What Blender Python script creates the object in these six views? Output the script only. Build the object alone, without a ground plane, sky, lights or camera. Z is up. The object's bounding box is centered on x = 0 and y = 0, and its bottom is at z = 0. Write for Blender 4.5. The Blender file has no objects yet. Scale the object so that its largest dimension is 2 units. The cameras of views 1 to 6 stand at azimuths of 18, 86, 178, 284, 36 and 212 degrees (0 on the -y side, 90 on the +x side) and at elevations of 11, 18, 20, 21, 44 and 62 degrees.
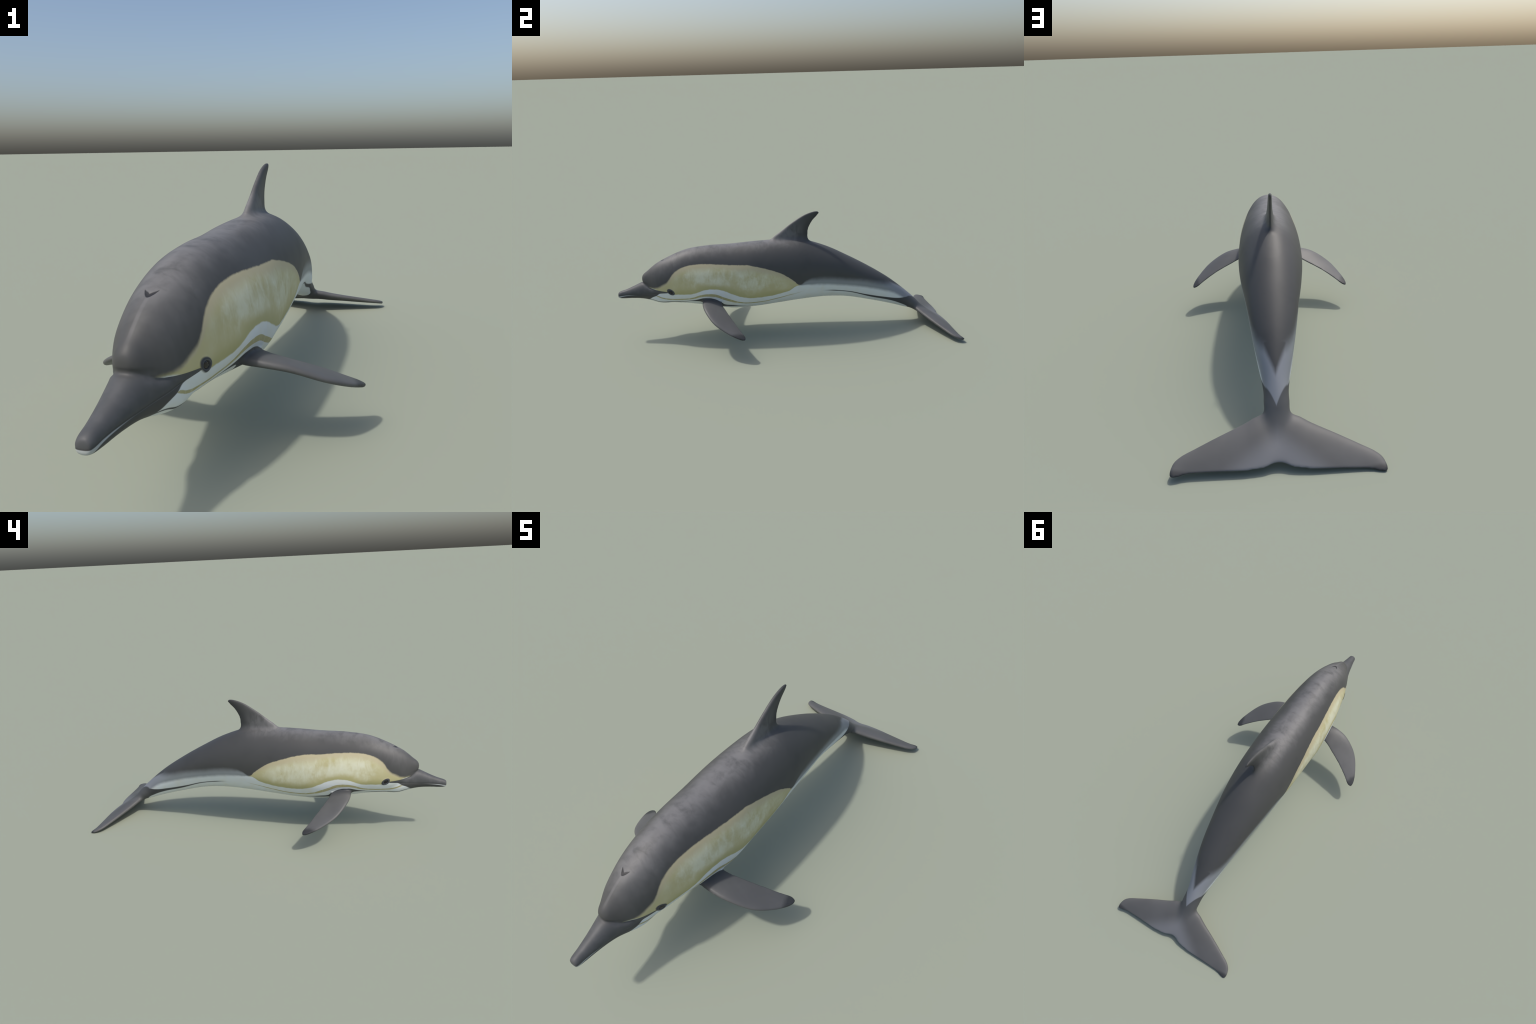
"""A leaping common dolphin: one smooth body (lofted trunk, beak and fins fused
and faired), split into its anatomical parts, with eyes and blowhole added."""
import bpy, math
import numpy as np
from mathutils import Vector
from mathutils.bvhtree import BVHTree

# ------------------------------------------------------------------ curves --
def catmull(rows, samples):
    """Chord-length parametrised cubic through control rows."""
    P = np.array(rows, float)
    d = np.maximum(np.linalg.norm(np.diff(P[:, :4], axis=0), axis=1), 1e-5) ** 0.6
    t = np.concatenate([[0], np.cumsum(d)])
    m = np.stack([np.gradient(P[:, k], t) for k in range(P.shape[1])], 1)
    q = np.linspace(0, t[-1], samples)
    i = np.clip(np.searchsorted(t, q) - 1, 0, len(t) - 2)
    h = (t[i + 1] - t[i])[:, None]
    s = ((q - t[i]) / h[:, 0])[:, None]
    return ((2*s**3 - 3*s**2 + 1) * P[i] + (s**3 - 2*s**2 + s) * h * m[i]
            + (-2*s**3 + 3*s**2) * P[i + 1] + (s**3 - s**2) * h * m[i + 1])

def grid_mesh(name, rings):
    """Closed tube through rings of points, ends capped by a fan."""
    R = np.array(rings)
    n, k = R.shape[:2]
    verts = R.reshape(-1, 3).tolist()
    faces = []
    for a in range(n - 1):
        for b in range(k):
            c = (b + 1) % k
            faces.append((a*k + b, a*k + c, (a+1)*k + c, (a+1)*k + b))
    verts.append(R[0].mean(0).tolist()); verts.append(R[-1].mean(0).tolist())
    f, l = n*k, n*k + 1
    for b in range(k):
        c = (b + 1) % k
        faces.append((f, c, b)); faces.append((l, (n-1)*k + b, (n-1)*k + c))
    me = bpy.data.meshes.new(name)
    me.from_pydata(verts, [], faces)
    return me

def trunk_mesh(name, rows, stations=260, around=112):
    """Rows: y, top z, bottom z, half width, height fraction of the widest
    level, exponent of the section above it, exponent below it."""
    C = catmull(rows, stations)
    th = np.linspace(0, 2*np.pi, around, endpoint=False)
    rings = []
    for y, zt, zb, w, fr, eu, el in C:
        w = max(w, .0008); zt = max(zt, zb + .001)
        zc = zb + fr * (zt - zb)
        c, s = np.cos(th), np.sin(th)
        e = np.where(s > 0, eu, el)
        x = w * np.sign(c) * np.abs(c) ** (2/e)
        z = zc + np.where(s > 0, zt - zc, zc - zb) * np.sign(s) * np.abs(s) ** (2/e)
        rings.append(np.stack([x, np.full_like(x, y), z], 1))
    return grid_mesh(name, rings)

def fin_mesh(name, lead, trail, thick, normal, stations=110, around=72, edge=.0022):
    """Blade between a leading and a trailing edge; thick = half thickness
    control values root to tip; normal = blade normal (vector) or None."""
    L, T = catmull(lead, 400), catmull(trail, 400)
    def even(C):
        d = np.concatenate([[0], np.cumsum(np.linalg.norm(np.diff(C, axis=0), axis=1))])
        q = np.linspace(0, 1, stations); q = (1 - (1 - q)**1.5) * d[-1]
        return np.stack([np.interp(q, d, C[:, k]) for k in range(3)], 1)
    L, T = even(L), even(T)
    grow = (T - L) / np.maximum(np.linalg.norm(T - L, axis=1), .004)[:, None] * .0020
    L, T = L - grow, T + grow              # allow for what fairing takes off the edges
    th = np.linspace(0, 2*np.pi, around, endpoint=False)
    u = (1 - np.cos(th)) / 2
    naca = (1.4845*np.sqrt(u) - .63*u - 1.758*u**2 + 1.4215*u**3 - .5175*u**4) / .5
    rim = np.minimum(1, np.sqrt(np.clip(np.minimum(u, 1-u) / .04, 0, 1)))
    side = np.where(th < np.pi, 1., -1.)
    s = np.linspace(0, 1, stations)
    tk = np.interp(s, np.linspace(0, 1, len(thick)), thick)
    rings = []
    for i in range(stations):
        ch = T[i] - L[i]
        if normal is None:
            a, b = max(i-3, 0), min(i+3, stations-1)
            span = (L[b] + T[b]) - (L[a] + T[a])
            nv = np.cross(span, ch)
            if i > stations - 12:
                nv = keep
            nv = nv / np.linalg.norm(nv); keep = nv
        else:
            nv = np.array(normal, float); nv /= np.linalg.norm(nv)
        chord = np.linalg.norm(ch)
        lim = min(1., chord / .03 + .12)
        h = (tk[i] * naca + edge * rim) * lim
        rings.append(L[i] + u[:, None] * ch + (side * h)[:, None] * nv)
    return grid_mesh(name, rings)

# ------------------------------------------------------------ control data --
TRUNK = [  # y, top, bottom, half width, widest level, exponents
    (-.8520, .3700, .3660, .003, .50, 2.0, 2.0),
    (-.8495, .3840, .3480, .016, .48, 2.0, 2.0),
    (-.8390, .3980, .3250, .029, .46, 2.0, 2.0),
    (-.8170, .4150, .2850, .045, .43, 2.05, 2.05),
    (-.7900, .4370, .2620, .062, .42, 2.1, 2.1),
    (-.7600, .4580, .2340, .0780, .41, 2.1, 2.1),
    (-.6800, .4977, .2163, .1032, .404, 2.15, 2.15),
    (-.5800, .5345, .2056, .1247, .375, 2.04, 1.98),
    (-.4600, .5500, .1880, .1445, .360, 2.0, 2.05),
    (-.3200, .5530, .1675, .1535, .375, 2.08, 2.25),
    (-.1800, .5605, .1700, .1510, .430, 2.18, 2.35),
    (-.0400, .5660, .1834, .1488, .460, 2.05, 2.35),
    (.1000, .5620, .1960, .1425, .485, 1.90, 2.28),
    (.2400, .5180, .2025, .1290, .520, 1.97, 2.25),
    (.3800, .4480, .1900, .1090, .590, 2.02, 2.15),
    (.5200, .3690, .1581, .0885, .630, 1.98, 2.10),
    (.6400, .2915, .1268, .0660, .575, 1.93, 2.1),
    (.7400, .2121, .0955, .0455, .480, 1.85, 2.1),
    (.8000, .1590, .0770, .0460, .43, 1.8, 2.1),
    (.8500, .1100, .0570, .0450, .42, 1.8, 2.0),
    (.9000, .0700, .0380, .0330, .45, 1.9, 2.0),
    (.9400, .0420, .0250, .0120, .5, 2.0, 2.0),
    (.9480, .0360, .0300, .0030, .5, 2.0, 2.0)]
BEAK = [
    (-1.0005, .2780, .2640, .009, .42, 2.3, 2.3),
    (-.9975, .2875, .2570, .0160, .42, 2.3, 2.3),
    (-.9880, .2935, .2535, .0195, .42, 2.3, 2.3),
    (-.9600, .3020, .2515, .0238, .42, 2.2, 2.3),
    (-.9300, .3130, .2515, .0289, .42, 2.15, 2.2),
    (-.9000, .3260, .2505, .0344, .42, 2.1, 2.2),
    (-.8700, .3395, .2485, .0410, .42, 2.1, 2.2),
    (-.8400, .3520, .2440, .0490, .41, 2.1, 2.15),
    (-.8100, .3590, .2360, .0600, .40, 2.1, 2.1),
    (-.7800, .3570, .2250, .0710, .40, 2.1, 2.1),
    (-.7400, .3400, .2165, .0790, .40, 2.1, 2.1),
    (-.6900, .3200, .2160, .0750, .40, 2.1, 2.1),
    (-.6400, .3000, .2300, .0500, .40, 2.0, 2.0),
    (-.6200, .2750, .2550, .0100, .45, 2.0, 2.0)]
DORSAL_LEAD = [(0, -.150, .535), (0, -.088, .5680), (0, -.022, .6125), (0, .054, .6675),
               (0, .124, .7085), (0, .180, .7255), (0, .2045, .7260)]
DORSAL_TRAIL = [(0, .260, .485), (0, .205, .5270), (0, .165, .5470), (0, .1455, .5720), (0, .1400, .602), (0, .1460, .634),
                (0, .1716, .6785), (0, .197, .7055), (0, .2090, .7205)]
FLIPPER_LEAD = [(.060, -.485, .262), (.1117, -.4945, .2490), (.180, -.4945, .2425), (.2389, -.4814, .2300),
                (.3219, -.4337, .1885), (.3736, -.3624, .1500), (.399, -.304, .1260), (.4030, -.2800, .1170)]
FLIPPER_TRAIL = [(.070, -.385, .250), (.130, -.388, .2440), (.160, -.384, .2320), (.2028, -.3652, .2140),
                 (.2838, -.3259, .1800), (.350, -.2870, .1440), (.383, -.2660, .1240), (.4015, -.2680, .1160)]
FLUKE_LEAD = [(.0, .783, .097), (.0529, .805, .0950), (.1149, .836, .0770), (.1933, .871, .0590), (.2706, .908, .0410),
              (.322, .935, .0290), (.3410, .954, .0220), (.3500, .983, .0120), (.3500, .997, .0090)]
FLUKE_TRAIL = [(.0, .9725, .0235), (.0220, .9755, .0225), (.0615, .9835, .0190), (.1147, .989, .0165), (.1976, .9885, .0150),
               (.2700, .989, .0135), (.305, .992, .0115), (.329, .999, .0090), (.3460, 1.0005, .0085)]

# -------------------------------------------------------------- build body --
def mirrored(pts):
    return [(-x, y, z) for x, y, z in pts]

trunk = trunk_mesh("trunk", TRUNK)
beak = trunk_mesh("beak", BEAK, 120, 80)
fins = {
    "dorsal_fin": fin_mesh("d", DORSAL_LEAD, DORSAL_TRAIL, [.026, .0170, .0098, .0074, .0058, .0042, .003], (1, 0, 0)),
    "flipper_l": fin_mesh("fl", FLIPPER_LEAD, FLIPPER_TRAIL, [.016, .0120, .0092, .0074, .0060, .0045, .0030], None),
    "flipper_r": fin_mesh("fr", mirrored(FLIPPER_LEAD), mirrored(FLIPPER_TRAIL), [.016, .0120, .0092, .0074, .0060, .0045, .0030], None),
    "fluke_l": fin_mesh("kl", FLUKE_LEAD, FLUKE_TRAIL, [.016, .015, .011, .009, .007, .005, .003], (0, .45, 1)),
    "fluke_r": fin_mesh("kr", mirrored(FLUKE_LEAD), mirrored(FLUKE_TRAIL), [.016, .015, .011, .009, .007, .005, .003], (0, .45, 1)),
}

def outward(me):
    import bmesh
    bm = bmesh.new(); bm.from_mesh(me)
    bmesh.ops.remove_doubles(bm, verts=bm.verts, dist=1e-6)
    bmesh.ops.recalc_face_normals(bm, faces=bm.faces)
    bm.to_mesh(me); bm.free()
sources = {"trunk": trunk, "beak": beak, **fins}
for me in sources.values():
    outward(me)

def tree_of(me):
    return BVHTree.FromPolygons([v.co for v in me.vertices], [p.vertices for p in me.polygons])
trees = {k: tree_of(m) for k, m in sources.items()}

def join(meshes):
    V, F, o = [], [], 0
    for m in meshes:
        V += [v.co[:] for v in m.vertices]
        F += [tuple(i + o for i in p.vertices) for p in m.polygons]
        o = len(V)
    me = bpy.data.meshes.new("joined"); me.from_pydata(V, [], F); return me

VOXEL = .0032
ob = bpy.data.objects.new("fuse", join(sources.values()))
bpy.context.scene.collection.objects.link(ob)
rm = ob.modifiers.new("fuse", 'REMESH'); rm.mode = 'VOXEL'; rm.voxel_size = VOXEL; rm.adaptivity = 0
ev = ob.evaluated_get(bpy.context.evaluated_depsgraph_get())
body = bpy.data.meshes.new_from_object(ev)
bpy.data.objects.remove(ob)

N = len(body.vertices)
co = np.empty(N*3); body.vertices.foreach_get("co", co); co = co.reshape(-1, 3)
ed = np.empty(len(body.edges)*2, int); body.edges.foreach_get("vertices", ed); ed = ed.reshape(-1, 2)
deg = np.bincount(ed.ravel(), minlength=N)[:, None].astype(float)

def relax(P, w):
    acc = np.stack([np.bincount(ed[:, 0], P[ed[:, 1], k], N) + np.bincount(ed[:, 1], P[ed[:, 0], k], N) for k in range(3)], 1)
    return P + w * (acc / deg - P)

# the source surface every vertex belongs to, and how near it is to a second one
names = list(sources)
dist = np.full((N, len(names)), .2); near = np.zeros((N, len(names), 3))
box = {k: (np.array([v.co[:] for v in m.vertices]).min(0) - .04, np.array([v.co[:] for v in m.vertices]).max(0) + .04) for k, m in sources.items()}
for j, k in enumerate(names):
    lo, hi = box[k]
    for i in np.nonzero(((co > lo) & (co < hi)).all(1))[0]:
        p, _, _, d = trees[k].find_nearest(co[i], .05)
        if p is not None:
            dist[i, j] = d; near[i, j] = p
owner = dist.argmin(1)
snap = near[np.arange(N), owner]
ok = dist[np.arange(N), owner] < .01
co[ok] = snap[ok]                          # back onto the exact lofted surface
srt = np.sort(dist, 1)
RADIUS = {"beak": .008, "dorsal_fin": .038, "flipper_l": .014, "flipper_r": .014, "fluke_l": .030, "fluke_r": .030}
def closeness(k, r):
    j = names.index(k)
    return np.clip(1.15 - np.maximum(dist[:, j], np.min(np.delete(dist, j, 1), 1)) / r, 0, 1)[:, None]
STEPS = {"beak": 12, "dorsal_fin": 110, "flipper_l": 35, "flipper_r": 35, "fluke_l": 70, "fluke_r": 70}
for _ in range(3):
    co = relax(co, .35)
for k, r in RADIUS.items():
    w = .5 * closeness(k, r)
    if k == "dorsal_fin":                  # leave the free blade and its trailing edge sharp
        w *= np.clip((.595 - co[:, 2:]) / .03, 0, 1)
    for _ in range(STEPS[k]):
        co = relax(co, w)
    if k == "beak":                        # chin and throat run into the trunk without a step
        w = .5 * closeness(k, .05) * np.clip((.285 - co[:, 2:]) / .02, 0, 1) * np.clip((co[:, 1:2] + .84) / .04, 0, 1)
        for _ in range(90):
            co = relax(co, w)
for _ in range(2):
    co = relax(co, .3)
crease = closeness("beak", .010)[:, 0]

def bend(yy):
    """Slight sideways curve of the swimming body."""
    return np.interp(yy, [-1, -.75, -.3, .2, .6, .8, 1.], [-.0005, -.0008, .001, .002, .0005, -.002, -.003])

# --------------------------------------------------- relief on the surface --
def mouth_height(y):
    return np.interp(y, [-1., -.958, -.906, -.854, -.816, -.749, -.70], [.270, .2765, .2805, .2830, .2880, .2965, .2985])

body.vertices.foreach_set("co", co.ravel()); body.update()
nr = np.empty(N*3); body.vertices.foreach_get("normal", nr); nr = nr.reshape(-1, 3)
x, y, z = co.T
mouth = np.exp(-((z - mouth_height(y)) / .0032)**2) * np.clip((-.735 - y) / .02, 0, 1)
depth = .0014 * mouth * np.clip((y + 1.0) / .03, .25, 1) + .0035 * crease * np.clip((z - .33) / .03, 0, 1)
EYE = np.array([.100, -.679, .309])
ey, ez = (y - EYE[1]), (z - EYE[2])
eu = (ey*.77 - ez*.64); evv = (ey*.64 + ez*.77)     # eye slit tilts down towards the tail
rr = np.sqrt((eu/.017)**2 + (evv/.0125)**2)
lid = np.where(np.abs(x) > .05, np.exp(-((rr - 1.0)/.33)**2) - .8*np.exp(-(rr/.6)**2), 0)
depth -= .0042 * lid
cheek = np.interp(y, [-.86, -.845, -.83, -.81, -.777, -.74, -.72], [.362, .350, .336, .3235, .3185, .308, .303])
along = np.clip((y + .850) / .03, 0, 1) * np.clip((-.735 - y) / .05, 0, 1) * np.clip((np.abs(x) - .008) / .02, 0, 1)
depth += along * (.0034 * np.exp(-((z - cheek) / .0060)**2) - .0012 * np.exp(-((z - cheek + .018) / .011)**2))
bx = np.abs(x + .001)
hole = (y > -.7345 + .3*bx + 60*bx**2) & (y < -.7222 + .75*bx) & (bx < .0175) & (z > .43)
pit = hole.astype(float)[:, None]
for _ in range(2):
    pit = relax(np.repeat(pit, 3, 1), .5)[:, :1]
depth += .0016 * pit[:, 0]
co = co - nr * depth[:, None]
body.vertices.foreach_set("co", co.ravel()); body.update()
nr = np.empty(N*3); body.vertices.foreach_get("normal", nr); nr = nr.reshape(-1, 3)

# -------------------------------------------------------------- materials --
class Net:
    """Small helper to wire shader maths as expressions."""
    def __init__(self, name):
        self.mat = bpy.data.materials.new(name); self.mat.use_nodes = True
        self.t = self.mat.node_tree; self.t.nodes.clear()
        self.out = self.t.nodes.new('ShaderNodeOutputMaterial')
        self.bsdf = self.t.nodes.new('ShaderNodeBsdfPrincipled')
        self.t.links.new(self.bsdf.outputs[0], self.out.inputs[0])
        self.pos = self.t.nodes.new('ShaderNodeTexCoord').outputs['Object']
        sep = self.t.nodes.new('ShaderNodeSeparateXYZ'); self.link(self.pos, sep.inputs[0])
        self.X, self.Y, self.Z = sep.outputs
        self.AX = self.m('ABSOLUTE', self.X)
    def link(self, a, b):
        if isinstance(a, (int, float)): b.default_value = a
        elif isinstance(a, tuple): b.default_value = (*a, 1.)
        else: self.t.links.new(a, b)
    def m(self, op, a, b=0., c=0.):
        n = self.t.nodes.new('ShaderNodeMath'); n.operation = op
        for v, s in zip((a, b, c), n.inputs): self.link(v, s)
        return n.outputs[0]
    def add(self, a, b): return self.m('ADD', a, b)
    def sub(self, a, b): return self.m('SUBTRACT', a, b)
    def mul(self, a, b): return self.m('MULTIPLY', a, b)
    def both(self, *a):
        r = a[0]
        for b in a[1:]: r = self.mul(r, b)
        return r
    def inv(self, a): return self.sub(1., a)
    def step(self, v, lo, hi):
        """Smooth 0..1 as v runs lo..hi (lo, hi may be sockets)."""
        n = self.t.nodes.new('ShaderNodeMapRange'); n.interpolation_type = 'SMOOTHSTEP'
        self.link(v, n.inputs[0]); self.link(lo, n.inputs[1]); self.link(hi, n.inputs[2])
        return n.outputs[0]
    def over(self, v, edge, soft):
        """1 where v exceeds edge, with a transition of half width soft."""
        return self.step(self.sub(v, edge), self.mul(soft, -1.), soft)
    def curve(self, v, pts, lo=-1., hi=1., zlo=0., zhi=1.):
        """Smooth profile curve through (v, value) points."""
        f = self.m('MULTIPLY_ADD', v, 1/(hi-lo), -lo/(hi-lo))
        n = self.t.nodes.new('ShaderNodeFloatCurve'); self.link(f, n.inputs['Value'])
        c = n.mapping.curves[0]
        q = [((a-lo)/(hi-lo), (b-zlo)/(zhi-zlo)) for a, b in pts]
        c.points[0].location = q[0]; c.points[1].location = q[-1]
        for p in q[1:-1]: c.points.new(*p)
        for p in c.points: p.handle_type = 'AUTO_CLAMPED'
        n.mapping.update()
        return self.m('MULTIPLY_ADD', n.outputs[0], zhi-zlo, zlo)
    def noise(self, scale, stretch=(1, 1, 1), detail=4., rough=.5, rot=(0, 0, 0), distort=0.):
        mp = self.t.nodes.new('ShaderNodeMapping'); self.link(self.pos, mp.inputs['Vector'])
        mp.inputs['Scale'].default_value = stretch; mp.inputs['Rotation'].default_value = rot
        n = self.t.nodes.new('ShaderNodeTexNoise'); self.link(mp.outputs[0], n.inputs['Vector'])
        n.inputs['Scale'].default_value = scale; n.inputs['Detail'].default_value = detail
        n.inputs['Roughness'].default_value = rough; n.inputs['Distortion'].default_value = distort
        return n.outputs['Fac']
    def mix(self, fac, a, b):
        n = self.t.nodes.new('ShaderNodeMix'); n.data_type = 'RGBA'
        self.link(fac, n.inputs[0]); self.link(a, n.inputs[6]); self.link(b, n.inputs[7])
        return n.outputs[2]
    def finish(self, col, rough, bump=None, strength=.1, dist=.002, spec=.35):
        self.link(col, self.bsdf.inputs['Base Color']); self.link(rough, self.bsdf.inputs['Roughness'])
        self.bsdf.inputs['Specular IOR Level'].default_value = spec
        if bump is not None:
            b = self.t.nodes.new('ShaderNodeBump'); b.inputs['Strength'].default_value = strength
            b.inputs['Distance'].default_value = dist
            self.link(bump, b.inputs['Height']); self.t.links.new(b.outputs[0], self.bsdf.inputs['Normal'])
        return self.mat

CAPE, CAPE_STREAK, CAPE_DARK = (.0655, .0660, .0650), (.172, .170, .169), (.044, .045, .046)
WHITE, PALE = (.70, .74, .74), (.68, .68, .58)
YELLOW, CREAM, TAN, OLIVE = (.51, .468, .255), (.65, .645, .47), (.50, .445, .285), (.43, .405, .195)
GREY_BAND, BLUE_GREY, INK = (.26, .28, .29), (.262, .275, .295), (.056, .058, .061)

def skin_material():
    n = Net("dolphin_skin")
    X, Y, Z, AX = n.X, n.Y, n.Z, n.AX
    wob = n.mul(n.sub(n.noise(38, detail=3), .5), .007)
    fray = n.mul(n.sub(n.noise(120, (.6, 1, 1), detail=3), .5), .0022)
    Zw = n.add(Z, wob); Zf = n.add(Zw, fray)
    # --- profile curves along the body (y, z) -------------------------------
    upper = n.curve(Y, [(-1, .318), (-.82, .321), (-.803, .3255), (-.778, .3265), (-.756, .331), (-.735, .343), (-.708, .358), (-.684, .384),
                        (-.662, .415), (-.630, .440), (-.590, .4575), (-.530, .469), (-.472, .471), (-.40, .467), (-.328, .462),
                        (-.236, .458), (-.170, .445), (-.10, .4255), (-.05, .408), (-.010, .387), (.04, .350), (.073, .325), (.11, .344),
                        (.150, .353), (.24, .349), (.358, .330), (.47, .311), (.57, .283), (.615, .2735), (.66, .268), (.69, .282), (.72, .32), (1, .32)])
    lower = n.curve(Y, [(-1, .322), (-.815, .325), (-.80, .3245), (-.777, .3205), (-.731, .306), (-.705, .304), (-.656, .2935), (-.567, .295), (-.529, .306),
                        (-.485, .3225), (-.436, .3285), (-.385, .321), (-.330, .297), (-.265, .271), (-.190, .259), (-.108, .2645),
                        (-.045, .276), (.006, .290), (.072, .3215), (.142, .3195), (.24, .312), (.36, .292), (.48, .267), (.60, .233),
                        (.67, .206), (.70, .186), (.73, .165), (.76, .13), (1, .10)])
    stripe = n.curve(Y, [(-1, .29), (-.765, .279), (-.732, .266), (-.683, .257), (-.592, .260), (-.551, .268), (-.510, .284), (-.465, .291), (-.417, .2865),
                         (-.378, .270), (-.335, .252), (-.286, .235), (-.216, .2235), (-.145, .2265), (-.069, .241), (.007, .259), (.072, .274), (.128, .290), (1, .30)])
    stripe_w = n.curve(Y, [(-1, .0), (-.775, .0), (-.755, .0042), (-.60, .0042), (-.55, .0056), (-.48, .0075), (-.40, .009), (-.34, .0085),
                           (-.28, .0048), (-.15, .0034), (.05, .0026), (.14, .0), (1, 0)], zhi=.02)
    dark_hi = n.curve(Y, [(-1, .25), (-.80, .253), (-.745, .2400), (-.645, .2385), (-.545, .2535), (-.515, .263), (-.490, .2710), (-.460, .2720), (-.435, .2680), (-.405, .2550), (-.385, .238),
                          (-.37, .2225), (-.32, .2155), (-.246, .199), (-.22, .185), (1, .10)])
    dark_lo = n.curve(Y, [(-1, .244), (-.80, .249), (-.745, .2335), (-.645, .2315), (-.545, .2450), (-.512, .244), (-.480, .2150), (-.44, .195), (-.40, .1960),
                          (-.36, .205), (-.30, .205), (-.246, .198), (-.22, .187), (1, .102)])
    tail_hi = n.curve(Y, [(-1, 0), (.18, .2735), (.203, .2745), (.364, .2525), (.486, .2165), (.609, .1870), (.70, .1705), (.738, .1695), (.755, .170), (.775, .140), (.80, .12), (1, .10)])
    tail_lo = n.curve(Y, [(-1, 0), (.18, .2735), (.203, .2715), (.364, .2465), (.52, .1935), (.643, .1590), (.707, .1320), (.763, .0980), (.79, 0), (1, 0)])
    jaw = n.curve(Z, [(0, -.86), (.235, -.83), (.256, -.807), (.270, -.790), (.282, -.764), (.295, -.745), (.299, -.728), (.3015, -.697), (.3065, -.694), (.3095, -.710),
                      (.316, -.765), (.322, -.795), (.34, -.82), (1, -.82)], lo=0., hi=1., zlo=-1., zhi=0.)
    mouth = n.curve(Y, [(-1, .270), (-.958, .2765), (-.906, .2805), (-.854, .283), (-.816, .288), (-.749, .2965), (-.70, .2985), (1, .2985)])
    rear = n.step(Y, .062, .080)                    # behind the yellow patch
    soft = n.m('MULTIPLY_ADD', n.step(Y, .03, .22), .010, .0028)
    soft = n.add(soft, n.mul(n.step(Y, -.66, -.76), .0025))
    soft_up = n.add(soft, n.add(n.mul(n.step(Y, .06, .20), .009), n.mul(n.step(Y, -.58, -.70), .0045)))
    # --- cape: highlight on the back, painted in as feathered pale streaks -------------------------
    feather = n.noise(13, (1.0, 1.0, .5), detail=5, rough=.52, distort=.6)
    fine = n.noise(42, (.55, 1.0, .45), detail=4, rough=.52, rot=(0, 0, .6), distort=.5)
    along = n.both(n.step(Y, -.84, -.66), n.step(Y, .16, -.06))
    sway = n.add(AX, n.mul(n.sub(feather, .5), .09))
    painted_highlight = n.both(along, n.step(sway, .098, .022))
    streaks = n.both(painted_highlight, n.step(n.add(n.mul(feather, .62), n.mul(fine, .38)), .22, .62))
    cape = n.mix(n.mul(streaks, .95), CAPE, CAPE_STREAK)
    # gleam tinted into the fin root colour, dark fin rim
    painted_root_glow = n.both(n.step(Z, .52, .60), n.step(Z, .68, .60), n.step(Y, -.06, .02), n.step(Y, .13, .06), n.step(fine, .35, .65))
    cape = n.mix(n.mul(painted_root_glow, .45), cape, CAPE_STREAK)
    trailing = n.curve(Z, [(0, .3), (.55, .155), (.60, .137), (.64, .145), (.68, .170), (.725, .200), (1, .3)], lo=0., hi=1., zlo=0., zhi=.5)
    rim = n.both(n.step(Z, .56, .60), n.step(n.sub(trailing, Y), .045, .0))
    cape = n.mix(n.mul(rim, .75), cape, CAPE_DARK)
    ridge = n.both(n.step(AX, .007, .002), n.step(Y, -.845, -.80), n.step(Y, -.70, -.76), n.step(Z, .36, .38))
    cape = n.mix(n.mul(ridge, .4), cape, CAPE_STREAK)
    mottle = n.noise(7, detail=5, rough=.6)
    cape = n.mix(n.mul(n.step(mottle, .5, .8), .35), cape, CAPE_DARK)
    # --- yellow flank patch ----------------------------------------------------
    t = n.m('DIVIDE', n.sub(Z, lower), n.m('MAXIMUM', n.sub(upper, lower), .01))
    brush = n.noise(30, (1, 1.35, .7), detail=5, rough=.58, rot=(.7, 0, 0), distort=.6)
    cloud = n.noise(9, detail=4, rough=.55)
    heart = n.both(n.step(n.add(t, n.mul(n.sub(cloud, .5), .5)), .10, .42), n.step(n.add(t, n.mul(n.sub(cloud, .5), .3)), .97, .68),
                   n.step(Y, -.70, -.56), n.step(Y, .06, -.13))
    pat = n.mix(n.step(n.add(t, n.mul(n.sub(cloud, .5), .2)), .30, .0), YELLOW, OLIVE)
    pat = n.mix(n.step(n.add(t, n.mul(n.sub(cloud, .5), .3)), .74, .92), pat, TAN)
    pat = n.mix(n.mul(heart, n.step(n.add(n.mul(brush, .35), n.mul(cloud, .65)), .36, .60)), pat, CREAM)
    pat = n.mix(n.both(heart, n.step(brush, .48, .75), n.step(cloud, .40, .62), .4), pat, (.72, .73, .62))
    # --- belly -------------------------------------------------------------------
    belly = n.mix(n.step(n.noise(20, detail=5), .45, .75), WHITE, (.69, .71, .67))
    belly = n.mix(n.both(n.step(Y, -.58, -.45), n.step(Y, .10, -.1), n.step(n.noise(13, (1, .6, 1)), .45, .7), .5), belly, PALE)
    band = n.mix(n.step(Y, .60, .70), GREY_BAND, BLUE_GREY)
    zone = n.mix(rear, pat, band)
    col = n.mix(n.over(Zw, lower, soft), belly, zone)
    in_stripe = n.both(n.step(n.sub(stripe_w, n.m('ABSOLUTE', n.sub(n.add(Z, n.mul(wob, .3)), stripe))), -.0012, .0012), n.step(stripe_w, .0004, .002),
                       n.step(Y, .14, -.05))
    col = n.mix(in_stripe, col, n.mix(n.step(brush, .5, .75), (.42, .385, .20), (.55, .53, .36)))
    dark_line = n.both(n.over(n.add(Z, n.mul(wob, .25)), dark_lo, .0018), n.over(dark_hi, n.add(Z, n.mul(wob, .3)), .0018), n.step(Y, -.225, -.25))
    col = n.mix(dark_line, col, INK)
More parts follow.
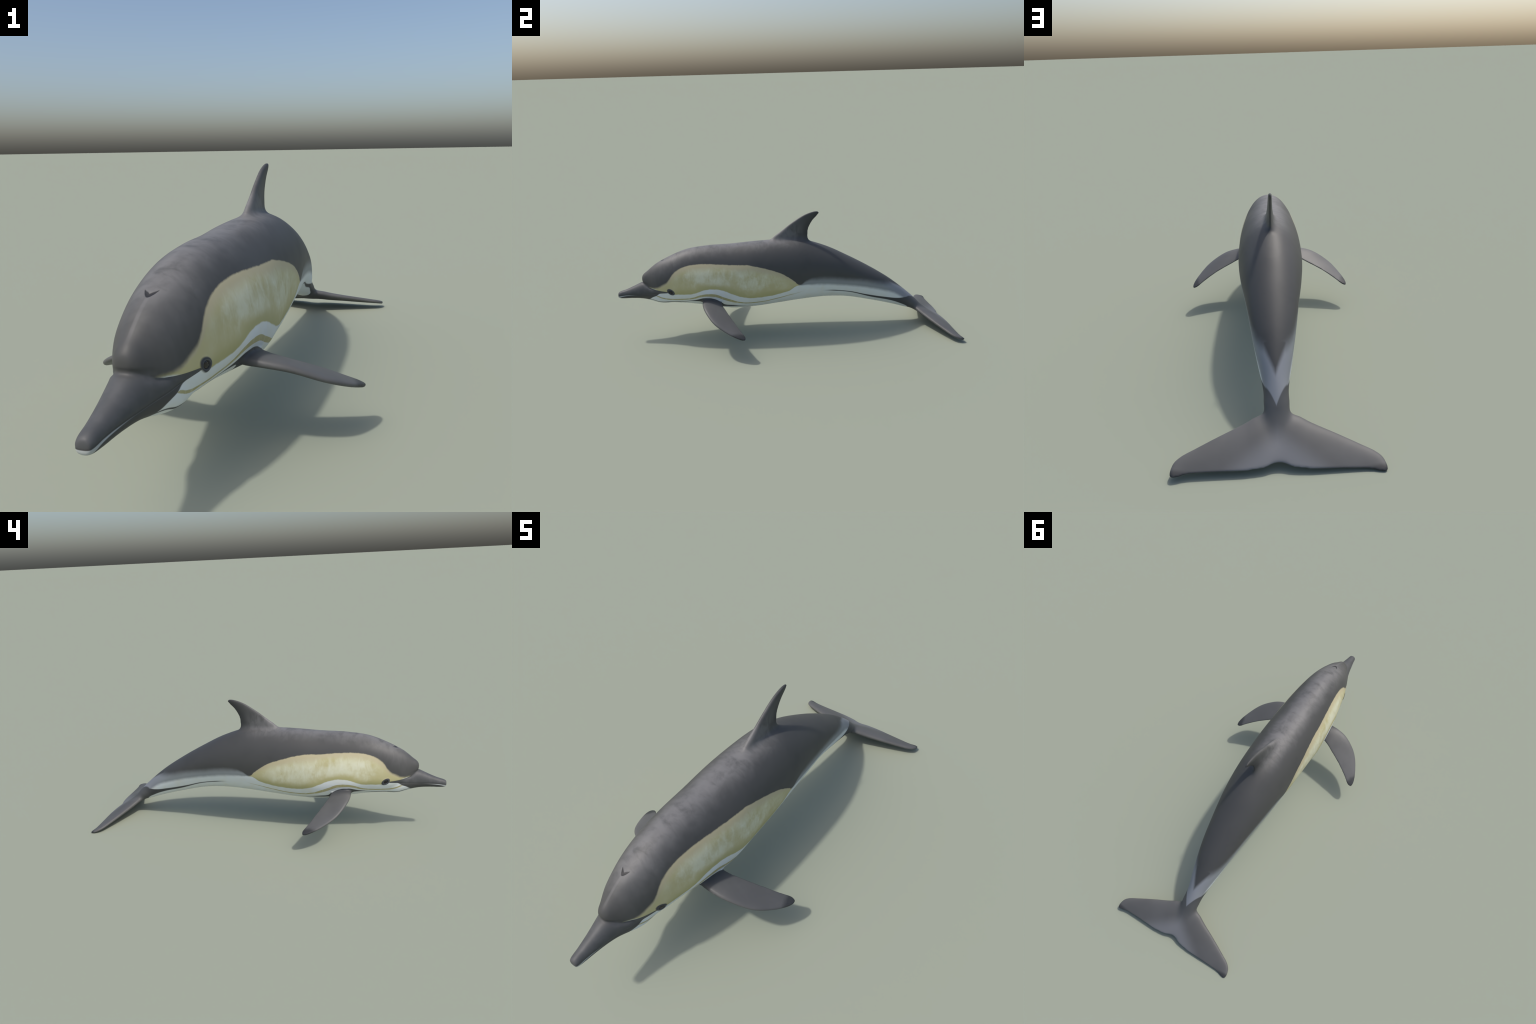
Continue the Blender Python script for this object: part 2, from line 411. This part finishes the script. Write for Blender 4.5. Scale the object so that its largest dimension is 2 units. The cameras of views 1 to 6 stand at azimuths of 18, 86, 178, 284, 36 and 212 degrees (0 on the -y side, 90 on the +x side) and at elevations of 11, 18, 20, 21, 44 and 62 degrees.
    wedge = n.both(n.over(n.mul(n.sub(.737, n.add(Y, n.mul(wob, .8))), .45), AX, .009), n.step(Y, .60, .64), n.step(Z, .19, .22))
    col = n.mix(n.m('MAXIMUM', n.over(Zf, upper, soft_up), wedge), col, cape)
    # --- tail stock and flukes -------------------------------------------------
    tail = n.both(n.over(Z, tail_lo, .003), n.over(tail_hi, Z, .003), n.step(Y, .20, .30))
    vee = n.both(n.over(AX, n.mul(n.sub(.819, Y), .56), .0025), n.step(Y, .735, .745))
    tail = n.m('MAXIMUM', tail, vee)
    fluke_grey = n.mix(n.step(n.noise(6, detail=3), .35, .7), (.097, .0975, .096), (.113, .1135, .112))
    light = n.step(n.sub(Y, n.m('MULTIPLY_ADD', AX, .70, .876)), -.035, .055)
    fluke_grey = n.mix(light, fluke_grey, (.180, .184, .192))
    tip = n.both(n.step(n.sub(Y, n.mul(AX, -.12)), 1.015, 1.032), n.step(AX, .24, .335))
    fluke_grey = n.mix(tip, fluke_grey, CAPE_DARK)
    tailcol = n.mix(n.step(Y, .70, .84), INK, fluke_grey)
    col = n.mix(n.m('MAXIMUM', tail, n.step(Y, .825, .845)), col, tailcol)
    # --- beak, lips, eye ring, blowhole ------------------------------------------
    beak_grey = n.mix(n.step(n.noise(30, detail=5), .4, .75), (.072, .0745, .077), (.090, .092, .095))
    beak_grey = n.mix(n.over(mouth, Z, .004), beak_grey, (.062, .062, .062))
    beak_m = n.over(jaw, n.add(Y, n.mul(wob, .6)), .0035)
    beak_m = n.mul(beak_m, n.over(.345, Z, .012))
    col = n.mix(beak_m, col, beak_grey)
    lip_t = n.curve(Y, [(-1, .018), (-.990, .011), (-.965, .0045), (-.915, .0022), (-.87, .0012), (-.80, .0011), (-.76, .001), (-.74, 0), (1, 0)], zhi=.03)  # pale lip at tip; thin rear strip is a highlight drawn under mouth line
    lip_d = n.sub(n.sub(mouth, .0020), Z)
    lip = n.both(n.step(lip_d, -.0008, .0012), n.step(n.sub(lip_t, lip_d), -.0008, .0012), n.step(Y, -.745, -.76))
    lip = n.mul(lip, n.m('MULTIPLY_ADD', n.step(Y, -.87, -.95), .85, .15))
    col = n.mix(lip, col, (.40, .425, .42))
    seam = n.both(n.step(n.m('ABSOLUTE', n.sub(Z, mouth)), .0024, .0006), n.step(Y, -.725, -.75))
    col = n.mix(n.mul(seam, .4), col, (.035, .035, .035))
    dy, dz = n.sub(Y, -.679), n.sub(Z, .309)
    eu = n.sub(n.mul(dy, .77), n.mul(dz, .64)); ev = n.add(n.mul(dy, .64), n.mul(dz, .77))
    ring = n.m('SQRT', n.add(n.m('POWER', n.m('ABSOLUTE', n.mul(eu, 1/.0255)), 2.), n.m('POWER', n.m('ABSOLUTE', n.mul(ev, 1/.0165)), 2.)))
    eye_m = n.both(n.step(n.add(ring, n.mul(wob, 14.)), 1.12, .86), n.step(AX, .06, .075))
    lid = n.mix(n.both(n.step(ring, .56, .64), n.step(ring, .76, .68)), (.046, .049, .057), (.085, .091, .100))
    col = n.mix(eye_m, col, n.mix(n.step(ring, .60, .50), lid, (.030, .030, .033)))
    bx = n.m('ABSOLUTE', n.add(X, .001))
    blow = n.both(n.over(Y, n.m('MULTIPLY_ADD', bx, n.m('MULTIPLY_ADD', bx, 60., .3), -.7345), .0016), n.over(n.m('MULTIPLY_ADD', bx, .75, -.7222), Y, .0016), n.step(bx, .0195, .0165), n.step(Z, .42, .44))
    col = n.mix(blow, col, (.020, .020, .022))
    grain = n.noise(220, detail=3)
    rough = n.m('MULTIPLY_ADD', mottle, .15, .46)
    return n.finish(col, rough, n.add(n.mul(brush, .6), n.mul(grain, .25)), .12, .0025)

def flipper_material():
    n = Net("flipper_skin")
    cl = n.noise(9, detail=4)
    col = n.mix(n.step(cl, .35, .7), (.098, .0985, .098), (.117, .1175, .117))
    tip = n.step(n.add(n.add(n.AX, n.mul(n.Y, .35)), n.mul(n.sub(n.noise(40), .5), .02)), .260, .284)
    col = n.mix(tip, col, CAPE_DARK)
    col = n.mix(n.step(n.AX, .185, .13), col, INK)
    return n.finish(col, .5, n.noise(150, detail=3), .1, .002)

def eye_material():
    n = Net("eye_surface")
    d = n.m('SQRT', n.add(n.m('POWER', n.m('ABSOLUTE', n.sub(n.Y, -.679)), 2.), n.m('POWER', n.m('ABSOLUTE', n.sub(n.Z, .309)), 2.)))
    col = n.mix(n.step(d, .0040, .0062), (.006, .006, .007), (.018, .014, .012))
    return n.finish(col, .12, spec=.5)
skin, flipper_skin, eye_mat = skin_material(), flipper_material(), eye_material()

# ------------------------------------------------------- split into parts --
co[:, 0] += bend(co[:, 1])
nf = len(body.polygons)
cen = np.empty(nf*3); body.polygons.foreach_get("center", cen); cen = cen.reshape(-1, 3)
fv = [tuple(p.vertices) for p in body.polygons]
first = np.array([f[0] for f in fv])
fo = owner[first]
part = np.full(nf, "torso", dtype=object)
part[cen[:, 1] < -.58 - .15*(cen[:, 2]-.35)] = "head"
part[cen[:, 1] > .36] = "tail_stock"
isb = (fo == names.index("beak")) & (cen[:, 1] < -.745)
part[isb & (cen[:, 2] >= mouth_height(cen[:, 1]))] = "upper_jaw"
part[isb & (cen[:, 2] < mouth_height(cen[:, 1]))] = "lower_jaw"
for k in fins:
    part[fo == names.index(k)] = k
part[hole[first]] = "blowhole"
part[(fo == names.index("trunk")) & (cen[:, 1] > .90)] = "fluke_l"
fl = np.isin(part, ["fluke_l", "fluke_r"])
part[fl & (cen[:, 0] >= 0)] = "fluke_l"; part[fl & (cen[:, 0] < 0)] = "fluke_r"

ROLL = math.radians(1.3)
root = bpy.data.objects.new("dolphin", None)
root["label"] = "common dolphin with dark grey cape and yellow flank patch"
root["category"] = "dolphin"
root.empty_display_size = .2
root.rotation_euler = (0, -ROLL, 0)
root.location = (-.0037 + math.sin(ROLL)*.2, 0, .2 - math.cos(ROLL)*.2)
bpy.context.scene.collection.objects.link(root)

def add(name, me, mat):
    o = bpy.data.objects.new(name, me)
    bpy.context.scene.collection.objects.link(o)
    o.parent = root
    me.materials.clear(); me.materials.append(mat)
    return o

TITLES = {"flipper_l": "flipper", "flipper_r": "flipper", "fluke_l": "tail_fluke", "fluke_r": "tail_fluke"}
for k in ["head", "blowhole", "upper_jaw", "lower_jaw", "torso", "dorsal_fin", "flipper_l", "flipper_r", "tail_stock", "fluke_l", "fluke_r"]:
    idx = np.nonzero(part == k)[0]
    if not len(idx): continue
    used = np.unique(np.concatenate([fv[i] for i in idx]))
    remap = np.full(N, -1); remap[used] = np.arange(len(used))
    me = bpy.data.meshes.new(TITLES.get(k, k))
    me.from_pydata(co[used].tolist(), [], [tuple(remap[list(fv[i])]) for i in idx])
    me.polygons.foreach_set("use_smooth", np.ones(len(me.polygons), bool))
    me.normals_split_custom_set_from_vertices(nr[used].tolist())
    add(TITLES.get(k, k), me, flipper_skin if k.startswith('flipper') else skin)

# ---------------------------------------------------------------------- eyes --
def eye_mesh(sign):
    """Flattened ball seated in its socket, long axis along the eye slit."""
    hit = trees["trunk"].ray_cast(Vector((.3*sign, EYE[1], EYE[2])), Vector((-sign, 0, 0)))
    c, nv = hit[0], hit[1].normalized()
    along = Vector((0, .77, -.64)); along = (along - nv*along.dot(nv)).normalized()
    up = nv.cross(along)
    c = c - nv * .0048
    verts, faces, U, V = [], [], 40, 20
    for i in range(1, V):
        p = math.pi*i/V
        for j in range(U):
            q = 2*math.pi*j/U
            verts.append(c + along*(.0150*math.sin(p)*math.cos(q)) + up*(.0108*math.sin(p)*math.sin(q)) + nv*(.0080*math.cos(p)))
    for i in range(V-2):
        for j in range(U):
            k = (j+1) % U
            faces.append((i*U+j, (i+1)*U+j, (i+1)*U+k, i*U+k))
    top, bot = len(verts), len(verts)+1
    verts += [c + nv*.0080, c - nv*.0080]
    for j in range(U):
        k = (j+1) % U
        faces.append((top, j, k)); faces.append((bot, (V-2)*U+k, (V-2)*U+j))
    me = bpy.data.meshes.new("eye"); me.from_pydata([tuple(v) for v in verts], [], faces)
    outward(me)
    me.polygons.foreach_set("use_smooth", np.ones(len(me.polygons), bool))
    return me
for sign in (1, -1):
    add("eye", eye_mesh(sign), eye_mat)
